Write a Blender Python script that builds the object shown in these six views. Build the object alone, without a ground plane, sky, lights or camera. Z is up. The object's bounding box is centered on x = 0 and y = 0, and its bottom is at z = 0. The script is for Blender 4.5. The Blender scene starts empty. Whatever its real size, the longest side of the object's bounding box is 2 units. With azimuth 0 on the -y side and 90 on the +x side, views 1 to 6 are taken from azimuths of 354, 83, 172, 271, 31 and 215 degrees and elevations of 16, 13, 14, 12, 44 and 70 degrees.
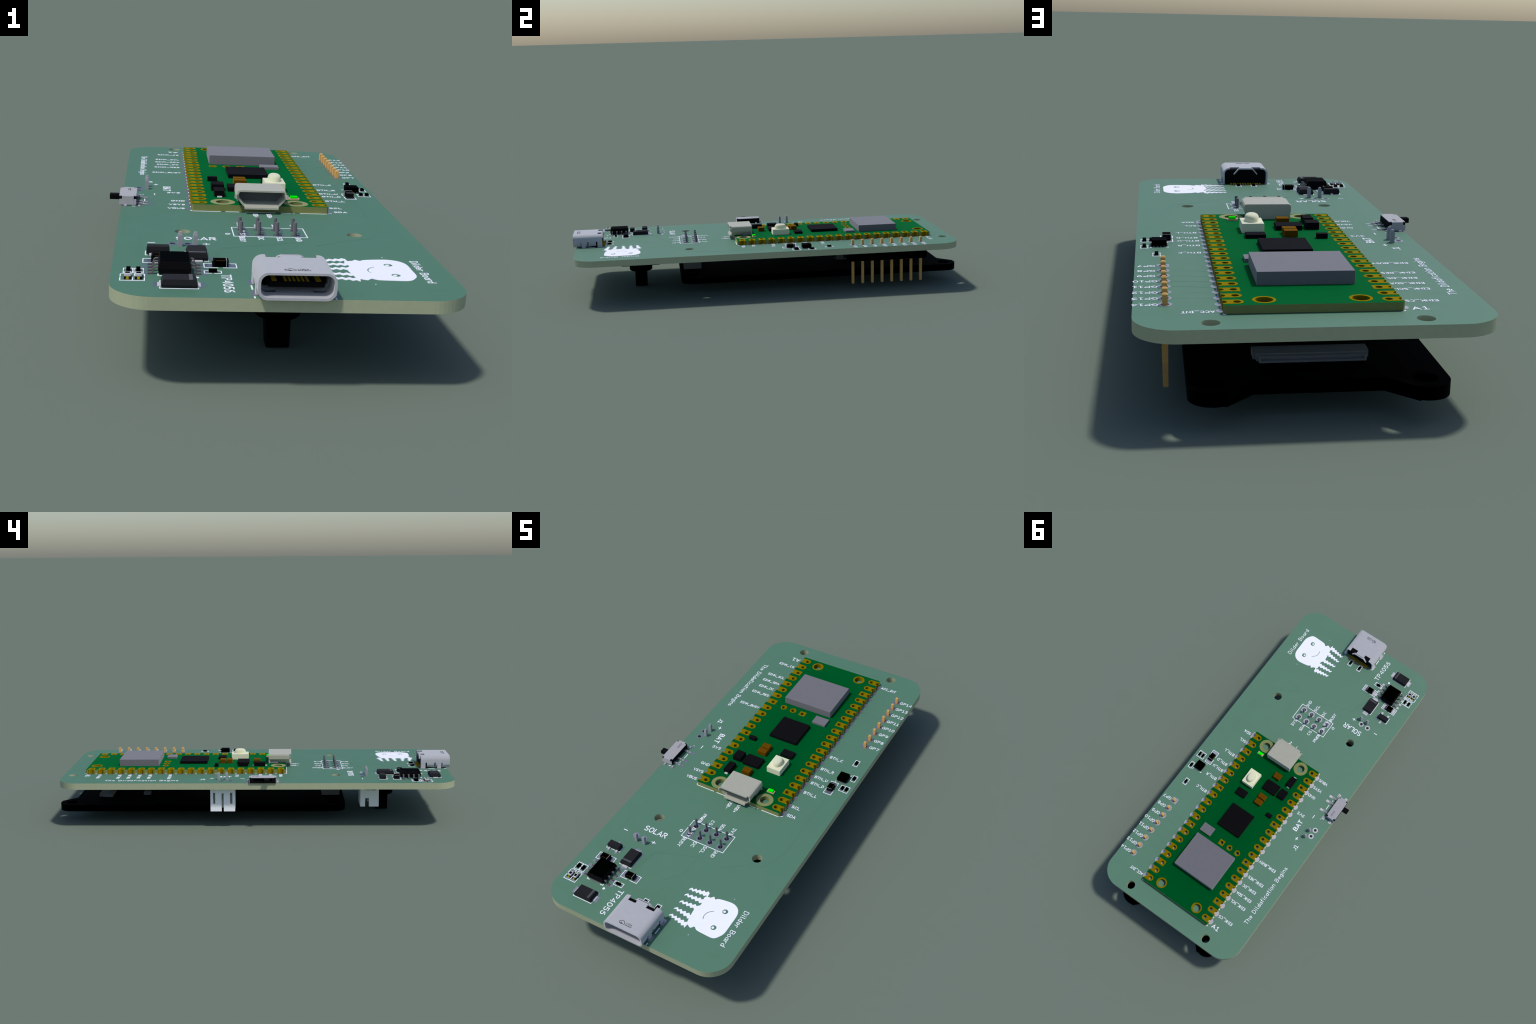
"""Handheld circuit board: a green carrier board with a small microcontroller board on top,
two USB sockets, a charger circuit, a slide switch and, on the underside, a joystick,
two white battery sockets, a gold pin header and a black display frame.
All sizes are written in millimetres of the real thing; U turns them into metres of the scene."""
import bpy, bmesh, math, random
from mathutils import Vector, Matrix

random.seed(7)
U = 0.02012
BOT, TOP = 10.0, 11.58            # carrier board
PTOP = 12.64                      # microcontroller board top
PCX, PCY = 1.12, 18.0             # its centre
COLL = bpy.context.scene.collection


# ------------------------------------------------------------------ materials
def material(name, rgb, rough=0.5, metal=0.0, spec=0.5, vary=0.03, scale=60.0, bump=0.0):
    m = bpy.data.materials.new(name)
    m.use_nodes = True
    nt = m.node_tree
    b = nt.nodes["Principled BSDF"]
    b.inputs["Roughness"].default_value = rough
    b.inputs["Metallic"].default_value = metal
    b.inputs["Specular IOR Level"].default_value = spec
    tc = nt.nodes.new("ShaderNodeTexCoord")
    nz = nt.nodes.new("ShaderNodeTexNoise")
    nz.inputs["Scale"].default_value = scale
    nz.inputs["Detail"].default_value = 3.0
    ramp = nt.nodes.new("ShaderNodeValToRGB")
    lo, hi = ramp.color_ramp.elements
    lo.position, hi.position = 0.3, 0.7
    lo.color = [c * (1 - vary) for c in rgb] + [1]
    hi.color = [min(1.0, c * (1 + vary)) for c in rgb] + [1]
    nt.links.new(tc.outputs["Object"], nz.inputs["Vector"])
    nt.links.new(nz.outputs["Fac"], ramp.inputs["Fac"])
    nt.links.new(ramp.outputs["Color"], b.inputs["Base Color"])
    if bump:
        bp = nt.nodes.new("ShaderNodeBump")
        bp.inputs["Strength"].default_value = bump
        bp.inputs["Distance"].default_value = 0.002
        nt.links.new(nz.outputs["Fac"], bp.inputs["Height"])
        nt.links.new(bp.outputs["Normal"], b.inputs["Normal"])
    return m


def cast(name, rgb, **kw):
    """matt metallic finish; rgb is how bright it looks in plain daylight, from which the
    base colour follows (a rough metal returns only part of the light, a dark one least)"""
    base = []
    for c in rgb:
        lo, hi = 0.0, 1.0
        for _ in range(30):
            b = (lo + hi) / 2
            if b * (.3 + .3 * b + .2 * b * b) < c:
                lo = b
            else:
                hi = b
        base.append(lo)
    return material(name, base, 1.0, 1.0, **kw)


MASK = material("solder_mask_green", (0.074, 0.186, 0.122), 0.58, vary=0.015, scale=12)
TRACE = material("solder_mask_over_copper", (0.0715, 0.181, 0.119), 0.58, vary=0.015, scale=12)
FIBRE = material("board_edge_fibreglass", (0.42, 0.45, 0.29), 0.7, spec=0.3)
SILK = material("silkscreen_white", (0.86, 0.88, 0.96), 0.6, vary=0.01, spec=0.2)
TIN = material("tinned_pad", (0.48, 0.485, 0.535), 0.42, 1.0)
PMASK = cast("dark_green_mask", (0.0, 0.076, 0.015), vary=0.015)
PFIBRE = cast("olive_board_edge", (0.19, 0.21, 0.075))
PBARE = cast("bare_board_ring", (0.21, 0.23, 0.09))
GOLD = cast("olive_gold_plating", (0.200, 0.135, 0.0003))
PINGOLD = cast("brass_pin", (0.56, 0.33, 0.11))
CONTACT = cast("gold_contact", (0.33, 0.21, 0.005))
STEEL = cast("usb_shell_steel", (0.405, 0.407, 0.432), vary=0.015)
STEEL2 = cast("nickel_shell", (0.378, 0.375, 0.311), vary=0.015)
SHIELD = cast("grey_metal_can", (0.152, 0.150, 0.166), vary=0.015)
PLATE = cast("switch_plate", (0.355, 0.345, 0.365), vary=0.015)
PINGREY = cast("grey_pin_metal", (0.28, 0.28, 0.31))
DARKPIN = cast("dark_header_pin", (0.13, 0.13, 0.14))
LEAD = cast("chip_lead", (0.10, 0.10, 0.105))
BLACK = cast("black_moulding", (0.0058, 0.0056, 0.0065), vary=0.08)
EPOXY = cast("charcoal_epoxy", (0.0175, 0.0178, 0.02), vary=0.05)
JET = cast("jet_black", (0.0002, 0.0002, 0.0002), vary=0.1)
FRAME = cast("black_display_frame", (0.0003, 0.0003, 0.0004), vary=0.1)
STICK = cast("black_stick_plastic", (0.0022, 0.0022, 0.0026), vary=0.1)
BAND = cast("diode_band_grey", (0.075, 0.075, 0.08))
BROWN = cast("capacitor_brown", (0.112, 0.046, 0.0016))
CAPEND = cast("capacitor_end_metal", (0.10, 0.10, 0.105))
COPPER = cast("capacitor_copper_line", (0.035, 0.016, 0.002))
CREAM = cast("button_cream", (0.645, 0.645, 0.475), vary=0.01)
NYLON = cast("white_nylon", (0.76, 0.77, 0.78), vary=0.01)
GREY = cast("grey_socket_plastic", (0.20, 0.205, 0.215))
LEDGREEN = cast("led_green", (0.0, 0.95, 0.001), vary=0.01)
LEDBASE = cast("led_base_tan", (0.50, 0.33, 0.21))
LEDWHITE = cast("led_lens_white", (0.50, 0.51, 0.53))
LEDYELLOW = cast("led_chip_yellow", (0.35, 0.30, 0.005))
INK = cast("laser_mark_ink", (0.012, 0.012, 0.013))
PAPER = cast("display_panel_grey", (0.30, 0.31, 0.30))


# ------------------------------------------------------------------ mesh helpers
def register(mesh, name, mat, parent, smooth=False):
    if mat is not None:
        for mm_ in (mat if isinstance(mat, (list, tuple)) else [mat]):
            mesh.materials.append(mm_)
    ob = bpy.data.objects.new(name, mesh)
    COLL.objects.link(ob)
    if parent is not None:
        ob.parent = parent
    for p in mesh.polygons:
        p.use_smooth = smooth
    if smooth:
        mesh.set_sharp_from_angle(angle=math.radians(40))
    return ob


def from_bm(bm, name, mat, parent, smooth=False):
    bmesh.ops.recalc_face_normals(bm, faces=bm.faces[:])
    bmesh.ops.scale(bm, vec=(U, U, U), verts=bm.verts[:])
    me = bpy.data.meshes.new(name)
    bm.to_mesh(me)
    bm.free()
    return register(me, name, mat, parent, smooth)


def add_box(bm, x0, x1, y0, y1, z0, z1, bev=0.0, seg=2):
    r = bmesh.ops.create_cube(bm, size=1.0)
    vs = r["verts"]
    for v in vs:
        v.co = Vector((x0 + (v.co.x + .5) * (x1 - x0), y0 + (v.co.y + .5) * (y1 - y0), z0 + (v.co.z + .5) * (z1 - z0)))
    if bev:
        es = list({e for v in vs for e in v.link_edges})
        bmesh.ops.bevel(bm, geom=es, offset=bev, segments=seg, profile=0.5, affect='EDGES')


def box(name, x0, x1, y0, y1, z0, z1, mat, parent, bev=0.0):
    bm = bmesh.new()
    add_box(bm, min(x0, x1), max(x0, x1), min(y0, y1), max(y0, y1), z0, z1, bev)
    return from_bm(bm, name, mat, parent)


def block(name, boxes, mat, parent, bev=0.0):
    bm = bmesh.new()
    for b in boxes:
        add_box(bm, *b, bev=bev)
    return from_bm(bm, name, mat, parent)


def frustum(name, cx, cy, wx, wy, z0, z1, shrink, mat, parent, waist=0.5, bev=0.06):
    """moulded chip body: widest at the waist, drafted to top and bottom"""
    bm = bmesh.new()
    zm = z0 + (z1 - z0) * waist
    rings = []
    for z, s in ((z0, shrink * waist * 1.2), (zm, 0), (z1, shrink)):
        a, b = wx / 2 - s, wy / 2 - s
        rings.append([bm.verts.new((cx + i * a, cy + j * b, z)) for i, j in ((-1, -1), (1, -1), (1, 1), (-1, 1))])
    for lo, hi in zip(rings, rings[1:]):
        for k in range(4):
            bm.faces.new((lo[k], lo[(k + 1) % 4], hi[(k + 1) % 4], hi[k]))
    bm.faces.new(rings[0][::-1])
    bm.faces.new(rings[-1])
    if bev:
        bmesh.ops.bevel(bm, geom=bm.edges[:], offset=bev, segments=1, affect='EDGES')
    return from_bm(bm, name, mat, parent)


def circle(cx, cy, r, n=32, a0=0.0, a1=None):
    if a1 is None:
        return [(cx + r * math.cos(2 * math.pi * k / n), cy + r * math.sin(2 * math.pi * k / n)) for k in range(n)]
    return [(cx + r * math.cos(a0 + (a1 - a0) * k / n), cy + r * math.sin(a0 + (a1 - a0) * k / n)) for k in range(n + 1)]


def rrect(x0, x1, y0, y1, r, n=8):
    pts = []
    for cx, cy, a in ((x1 - r, y1 - r, 0), (x0 + r, y1 - r, 90), (x0 + r, y0 + r, 180), (x1 - r, y0 + r, 270)):
        pts += circle(cx, cy, r, n, math.radians(a), math.radians(a + 90))
    return pts


def rect(x0, x1, y0, y1):
    return [(x0, y0), (x1, y0), (x1, y1), (x0, y1)]


def prism(name, loops, z0, z1, mat, parent, axis='z', side=None, smooth=False):
    """extrude closed outlines (inner loops become holes); side = material of the walls"""
    cu = bpy.data.curves.new("outline", 'CURVE')
    cu.dimensions = '2D'
    cu.fill_mode = 'BOTH'
    cu.extrude = abs(z1 - z0) / 2
    for lp in loops:
        sp = cu.splines.new('POLY')
        sp.points.add(len(lp) - 1)
        for p, q in zip(sp.points, lp):
            p.co = (q[0], q[1], 0, 1)
        sp.use_cyclic_u = True
    tmp = bpy.data.objects.new("outline", cu)
    COLL.objects.link(tmp)
    dg = bpy.context.evaluated_depsgraph_get()
    me = bpy.data.meshes.new_from_object(tmp.evaluated_get(dg))
    bpy.data.objects.remove(tmp)
    bpy.data.curves.remove(cu)
    bm = bmesh.new()
    bm.from_mesh(me)
    bpy.data.meshes.remove(me)
    bmesh.ops.remove_doubles(bm, verts=bm.verts[:], dist=1e-4)
    bmesh.ops.recalc_face_normals(bm, faces=bm.faces[:])
    mid = (z0 + z1) / 2
    for v in bm.verts:
        a, b, c = v.co.x, v.co.y, v.co.z + mid
        v.co = (a, b, c) if axis == 'z' else ((a, c, b) if axis == 'y' else (c, a, b))
    bm.normal_update()
    if side is not None:
        for f in bm.faces:
            f.material_index = 1 if abs(f.normal.z) < 0.5 else 0
    return from_bm(bm, name, [mat, side] if side is not None else mat, parent, smooth)


def thick_path(pts, t):
    """closed outline around an open path of thickness t"""
    l, r = [], []
    n = len(pts)
    for i, p in enumerate(pts):
        d0 = Vector(p) - Vector(pts[i - 1]) if i else None
        d1 = Vector(pts[i + 1]) - Vector(p) if i < n - 1 else None
        d0 = (d0 or d1).normalized()
        d1 = (d1 or d0).normalized()
        t_ = (d0 + d1)
        t_ = t_.normalized() if t_.length > 1e-6 else d0
        nn = Vector((-t_.y, t_.x))
        k = t / 2 / max(0.55, nn.dot(Vector((-d0.y, d0.x))))
        l.append((p[0] + nn.x * k, p[1] + nn.y * k))
        r.append((p[0] - nn.x * k, p[1] - nn.y * k))
    return l + r[::-1]


def cylinder(name, cx, cy, r, z0, z1, mat, parent, n=32, bev=0.0):
    bm = bmesh.new()
    bmesh.ops.create_cone(bm, cap_ends=True, segments=n, radius1=r, radius2=r, depth=z1 - z0,
                          matrix=Matrix.Translation((cx, cy, (z0 + z1) / 2)))
    if bev:
        bmesh.ops.bevel(bm, geom=[e for e in bm.edges if abs(e.verts[0].co.z - e.verts[1].co.z) < 1e-5],
                        offset=bev, segments=2, affect='EDGES')
    return from_bm(bm, name, mat, parent, smooth=True)


def place(src, x, y, z=0.0, rot=0.0):
    """another copy of a part, sharing its mesh; x, y, z are offsets in millimetres"""
    ob = src.copy()
    COLL.objects.link(ob)
    ob.parent = src.parent
    ob.location = (x * U, y * U, z * U)
    ob.rotation_euler = (0, 0, rot)
    return ob


def carve(ob, boxes):
    """cut boxes out of a part, one after the other"""
    for b in boxes:
        bm = bmesh.new()
        add_box(bm, *b)
        c = from_bm(bm, "cutter", None, None)
        md = ob.modifiers.new("cut", 'BOOLEAN')
        md.operation, md.object, md.solver = 'DIFFERENCE', c, 'EXACT'
        dg = bpy.context.evaluated_depsgraph_get()
        me = bpy.data.meshes.new_from_object(ob.evaluated_get(dg))
        ob.modifiers.clear()
        me.name, ob.data = ob.data.name, me
        bpy.data.objects.remove(c)
    return ob


# ------------------------------------------------------------------ stroke lettering
def arc(cx, cy, rx, ry, a0, a1, n=8):
    return [(cx + rx * math.cos(math.radians(a0 + (a1 - a0) * k / n)),
             cy + ry * math.sin(math.radians(a0 + (a1 - a0) * k / n))) for k in range(n + 1)]


BOWL_B = [(0, .52)] + arc(.38, .27, .24, .25, 90, -90) + [(0, 0)]
BOWL_T = [(0, 1), ] + arc(.36, .76, .22, .24, 90, -90) + [(0, .52)]
RING_LOW = arc(.27, .33, .27, .33, 0, 360, 14)
GLYPH = {
    'A': (.66, [[(0, 0), (.33, 1), (.66, 0)], [(.12, .3), (.54, .3)]]),
    'B': (.62, [[(0, 0), (0, 1)] + BOWL_T[1:], BOWL_B]),
    'C': (.62, [arc(.34, .5, .34, .5, 48, 312, 14)]),
    'D': (.64, [[(0, 0), (0, 1), (.2, 1)] + arc(.24, .5, .4, .5, 80, -80, 10) + [(.2, 0), (0, 0)]]),
    'E': (.52, [[(.52, 1), (0, 1), (0, 0), (.52, 0)], [(0, .52), (.4, .52)]]),
    'G': (.66, [arc(.36, .5, .36, .5, 50, 350, 14) + [(.7, .48), (.42, .48)]]),
    'I': (.30, [[(.15, 0), (.15, 1)], [(0, 1), (.3, 1)], [(0, 0), (.3, 0)]]),
    'J': (.45, [[(.45, 1), (.45, .28)] + arc(.2, .25, .25, .25, 0, -120, 6)]),
    'K': (.62, [[(0, 0), (0, 1)], [(.6, 1), (.02, .42)], [(.2, .6), (.62, 0)]]),
    'L': (.50, [[(0, 1), (0, 0), (.5, 0)]]),
    'N': (.62, [[(0, 0), (0, 1), (.62, 0), (.62, 1)]]),
    'O': (.70, [arc(.35, .5, .35, .5, 0, 360, 18)]),
    'P': (.60, [[(0, 0), (0, 1)] + BOWL_T[1:]]),
    'R': (.62, [[(0, 0), (0, 1)] + BOWL_T[1:], [(.3, .52), (.62, 0)]]),
    'S': (.58, [arc(.29, .75, .28, .25, 35, 270, 9) + arc(.29, .25, .29, .25, 85, -145, 9)]),
    'T': (.64, [[(0, 1), (.64, 1)], [(.32, 1), (.32, 0)]]),
    'U': (.62, [[(0, 1), (0, .3)] + arc(.31, .3, .31, .3, 180, 360, 9) + [(.62, 1)]]),
    'V': (.66, [[(0, 1), (.33, 0), (.66, 1)]]),
    'W': (.80, [[(0, 1), (.2, 0), (.4, .75), (.6, 0), (.8, 1)]]),
    'Y': (.66, [[(0, 1), (.33, .5), (.66, 1)], [(.33, .5), (.33, 0)]]),
    'a': (.50, [arc(.24, .3, .24, .3, 0, 360, 12), [(.5, .62), (.5, 0)]]),
    'c': (.46, [arc(.28, .32, .28, .32, 50, 310, 10)]),
    'd': (.50, [arc(.24, .3, .24, .3, 0, 360, 12), [(.5, 1), (.5, 0)]]),
    'e': (.52, [[(.02, .34), (.52, .34)] + arc(.27, .34, .25, .3, 0, 300, 11)]),
    'f': (.34, [[(.12, 0), (.12, .8)] + arc(.32, .8, .2, .2, 180, 90, 4), [(0, .64), (.34, .64)]]),
    'g': (.50, [arc(.24, .32, .24, .3, 0, 360, 12), [(.5, .64), (.5, -.1)] + arc(.25, -.1, .25, .2, 0, -140, 6)]),
    'h': (.48, [[(0, 0), (0, 1)], [(0, .42)] + arc(.24, .4, .24, .24, 150, 0, 6) + [(.48, 0)]]),
    'i': (.16, [[(.08, 0), (.08, .64)], [(.08, .88), (.08, .98)]]),
    'l': (.22, [[(.06, 1), (.06, .14)] + arc(.2, .14, .14, .14, 180, 270, 4)]),
    'n': (.48, [[(0, 0), (0, .64)], [(0, .42)] + arc(.24, .4, .24, .24, 150, 0, 6) + [(.48, 0)]]),
    'o': (.52, [arc(.26, .32, .26, .32, 0, 360, 13)]),
    'r': (.34, [[(0, 0), (0, .64)], [(0, .4)] + arc(.26, .4, .26, .24, 180, 70, 5)]),
    's': (.44, [arc(.22, .47, .2, .16, 40, 270, 7) + arc(.22, .16, .22, .16, 85, -145, 7)]),
    't': (.36, [[(.12, .95), (.12, .16)] + arc(.28, .16, .16, .16, 180, 280, 4), [(0, .64), (.36, .64)]]),
    'y': (.48, [[(0, .64), (.24, 0)], [(.48, .64), (.14, -.28)]]),
    '0': (.60, [arc(.3, .5, .3, .5, 0, 360, 16)]),
    '1': (.46, [[(.02, .8), (.23, 1), (.23, 0)], [(0, 0), (.46, 0)]]),
    '2': (.56, [arc(.28, .74, .27, .26, 155, -30, 8) + [(0, 0), (.56, 0)]]),
    '3': (.56, [[(0, 1), (.54, 1), (.22, .6)] + arc(.28, .3, .28, .3, 80, -150, 9)]),
    '4': (.60, [[(.46, 0), (.46, 1), (0, .3), (.6, .3)]]),
    '5': (.56, [[(.52, 1), (.06, 1), (.03, .55)] + arc(.27, .31, .29, .31, 120, -145, 10)]),
    '6': (.56, [[(.48, 1)] + arc(.38, .3, .38, .65, 105, 180, 6) + arc(.28, .31, .28, .31, 180, 535, 14)]),
    '7': (.56, [[(0, 1), (.56, 1), (.2, 0)]]),
    '8': (.56, [arc(.28, .76, .24, .24, 0, 360, 12), arc(.28, .26, .28, .26, 0, 360, 12)]),
    '9': (.56, [arc(.28, .69, .28, .31, 0, 360, 14), [(.56, .69), (.5, .3), (.1, 0)]]),
    '_': (.66, [[(0, -.12), (.66, -.12)]]),
    '+': (.70, [[(0, .42), (.7, .42)], [(.35, .77), (.35, .07)]]),
    '-': (.70, [[(0, .42), (.7, .42)]]),
}


def strokes_of(text):
    x, out = 0.0, []
    for ch in text:
        if ch == ' ':
            x += .62
            continue
        w, polys = GLYPH[ch]
        out += [[(px + x, py) for px, py in pl] for pl in polys]
        x += w + .27
    return out, x - .27


def stroke_mesh(bm, lines, width, z0, z1, step=0.003):
    """flat printed lines with a little body; crossing lines sit a hair apart in height"""
    for k, pl in enumerate(lines):
        closed = len(pl) > 3 and math.dist(pl[0], pl[-1]) < 1e-6
        top = z1 + step * (k % 4)
        pts = [p for i, p in enumerate(pl) if i == 0 or math.dist(p, pl[i - 1]) > 1e-5]
        n = len(pts)
        rows = []
        for i, p in enumerate(pts):
            a = pts[i - 1] if i else (pts[-2] if closed else None)
            b = pts[i + 1] if i < n - 1 else (pts[1] if closed else None)
            d0 = (Vector(p) - Vector(a)).normalized() if a else None
            d1 = (Vector(b) - Vector(p)).normalized() if b else None
            d0, d1 = d0 or d1, d1 or d0
            t = d0 + d1
            t = t.normalized() if t.length > 1e-5 else d0
            nn = Vector((-t.y, t.x))
            kk = width / 2 / max(0.5, nn.dot(Vector((-d0.y, d0.x))))
            e = Vector((0, 0))
            if not closed and i == 0:
                e = -d1 * width * .42
            if not closed and i == n - 1:
                e = d0 * width * .42
            q = Vector(p) + e
            rows.append((q + nn * kk, q - nn * kk))
        tv = [(bm.verts.new((*l, top)), bm.verts.new((*r, top)), bm.verts.new((*l, z0)), bm.verts.new((*r, z0))) for l, r in rows]
        for u, v in zip(tv, tv[1:]):
            bm.faces.new((u[1], v[1], v[0], u[0]))
            bm.faces.new((u[0], v[0], v[2], u[2]))
            bm.faces.new((u[3], v[3], v[1], u[1]))
        if not closed:
            bm.faces.new((tv[0][0], tv[0][2], tv[0][3], tv[0][1]))
            bm.faces.new((tv[-1][1], tv[-1][3], tv[-1][2], tv[-1][0]))


def lines_object(name, lines, width, parent, mat=None, z0=TOP - .02, z1=TOP + .045):
    bm = bmesh.new()
    stroke_mesh(bm, lines, width, z0, z1)
    return from_bm(bm, name, mat or SILK, parent)


def label(text, x, y, length, height, parent, heading='east', weight=0.15, mat=None, z=TOP, name="silkscreen_label"):
    """text starting at (x, y), x/y = lower left corner of the first letter in reading direction"""
    lines, w = strokes_of(text)
    sx = length / w
    d, u = {'east': ((1, 0), (0, 1)), 'south': ((0, -1), (1, 0)), 'west': ((-1, 0), (0, -1)), 'north': ((0, 1), (-1, 0))}[heading]
    out = [[(x + d[0] * px * sx + u[0] * py * height, y + d[1] * px * sx + u[1] * py * height) for px, py in pl] for pl in lines]
    return lines_object(name, out, weight * height, parent, mat, z - .02, z + .045)


# ================================================================== the thing
root = bpy.data.objects.new("handheld_circuit_board", None)
COLL.objects.link(root)
root["label"] = "green circuit board with microcontroller module, USB sockets and joystick"
root["category"] = "circuit board"

# ------------------------------------------------------------------ carrier board
BX0, BX1, BY0, BY1 = -20.1, 21.9, -48.9, 48.8
MOUNTS = [(13.28, -19.95), (-11.1, -19.95), (13.28, 46.4), (-11.1, 46.4)]
HEADER = [(4.9 - 2.54 * i, y) for y in (-20.83, -18.29) for i in range(4)]
GPX, GPY = 18.13, [21.4 + 2.54 * k for k in range(8)]
BAT_HOLES = [(-17.58, 6.3), (-17.6, 8.3)]
SOL_HOLES = [(-10.55, -26.45), (-12.58, -26.45)]
drill = [(p, .52) for p in HEADER] + [((GPX, y), .52) for y in GPY] + [(p, .42) for p in BAT_HOLES + SOL_HOLES]
board = prism("circuit_board",
              [rrect(BX0, BX1, BY0, BY1, 5.0, 14)] + [circle(x, y, 1.1, 28) for x, y in MOUNTS]
              + [circle(p[0], p[1], r, 20) for p, r in drill],
              BOT, TOP, MASK, root, side=FIBRE)


def ring_pad(name, r_out, r_in, square=False):
    """plated through hole: ring on both faces and a barrel between them"""
    outer = rect(-r_out, r_out, -r_out, r_out) if square else circle(0, 0, r_out, 28)
    a = prism(name, [outer, circle(0, 0, r_in, 20)], TOP - .01, TOP + .03, TIN, board)
    b = prism("barrel", [circle(0, 0, r_in + .08, 20), circle(0, 0, r_in - .01, 20)], BOT - .03, TOP + .02, TIN, board)
    c = prism("under", [outer, circle(0, 0, r_in, 20)], BOT - .03, BOT + .01, TIN, board)
    bm = bmesh.new()
    for o in (a, b, c):
        bm.from_mesh(o.data)
    for o in (b, c):
        bpy.data.objects.remove(o)
    bm.to_mesh(a.data)
    bm.free()
    return a


def spread(src, spots):
    src.location = (spots[0][0] * U, spots[0][1] * U, 0)
    for x, y in spots[1:]:
        place(src, x, y)


hp = ring_pad("through_hole_pad", .86, .5)
spread(hp, [p for i, p in enumerate(HEADER) if i != 3] + [(GPX, y) for y in GPY[1:]])
hs = ring_pad("square_pad", .84, .5, True)
spread(hs, [HEADER[3], (GPX, GPY[0])])
jp = ring_pad("through_hole_pad", .72, .40)
spread(jp, BAT_HOLES + SOL_HOLES)


def pad(name, cx, cy, wx, wy, mat=TIN, dz=.03):
    return box(name, cx - wx / 2, cx + wx / 2, cy - wy / 2, cy + wy / 2, TOP - .01, TOP + dz, mat, board)


# long solder pads that the module's edge contacts rest on
PAD_Y = [PCY - 24.13 + 2.54 * k for k in range(20)]
capsule = [(.6 - 2.2, -.8), (.6 - 2.2, .8)] + circle(0, 0, .8, 14, math.pi / 2, -math.pi / 2)
ep = prism("edge_solder_pad", [capsule], TOP - .01, TOP + .03, TIN, board)
ep.location = ((PCX + 10.5) * U, PAD_Y[1] * U, 0)
for k, y in enumerate(PAD_Y):
    if k > 1:
        place(ep, PCX + 10.5, y)
    place(ep, PCX - 10.5, y, rot=math.pi)
pad("edge_solder_pad", PCX + 10.2, PAD_Y[0], 2.2, 1.6)

# silkscreen: module outline
dash = []
for k in range(19):
    ym = PAD_Y[k] + 1.27
    for s in (-1, 1):
        dash.append([(PCX + s * 10.62, ym - .18), (PCX + s * 10.62, ym + .18)])
for a, b in ((-9.2, -5.0), (-4.2, -2.2), (-1.2, 3.4), (4.3, 6.35), (7.26, 11.1)):
    dash.append([(a, -7.6), (b, -7.6)])
dash += [[(-9.35, -7.55), (-9.5, -7.35), (-9.5, -7.1)], [(11.25, -7.6), (11.6, -7.3), (12.2, -7.1)],
         [(-9.4, 43.3), (-9.45, 43.55), (-9.2, 43.65)], [(11.6, 43.3), (11.65, 43.55), (11.4, 43.65)]]
lines_object("module_outline_print", dash, .13, board)

# silkscreen: header frame and its dot
lines_object("header_outline_print", [[(6.24, -22.04), (-4.05, -22.04), (-4.05, -17.08), (6.24, -17.08), (6.24, -22.04)],
                                      arc(-4.84, -20.85, .3, .3, 0, 360, 14)], .14, board)

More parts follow.
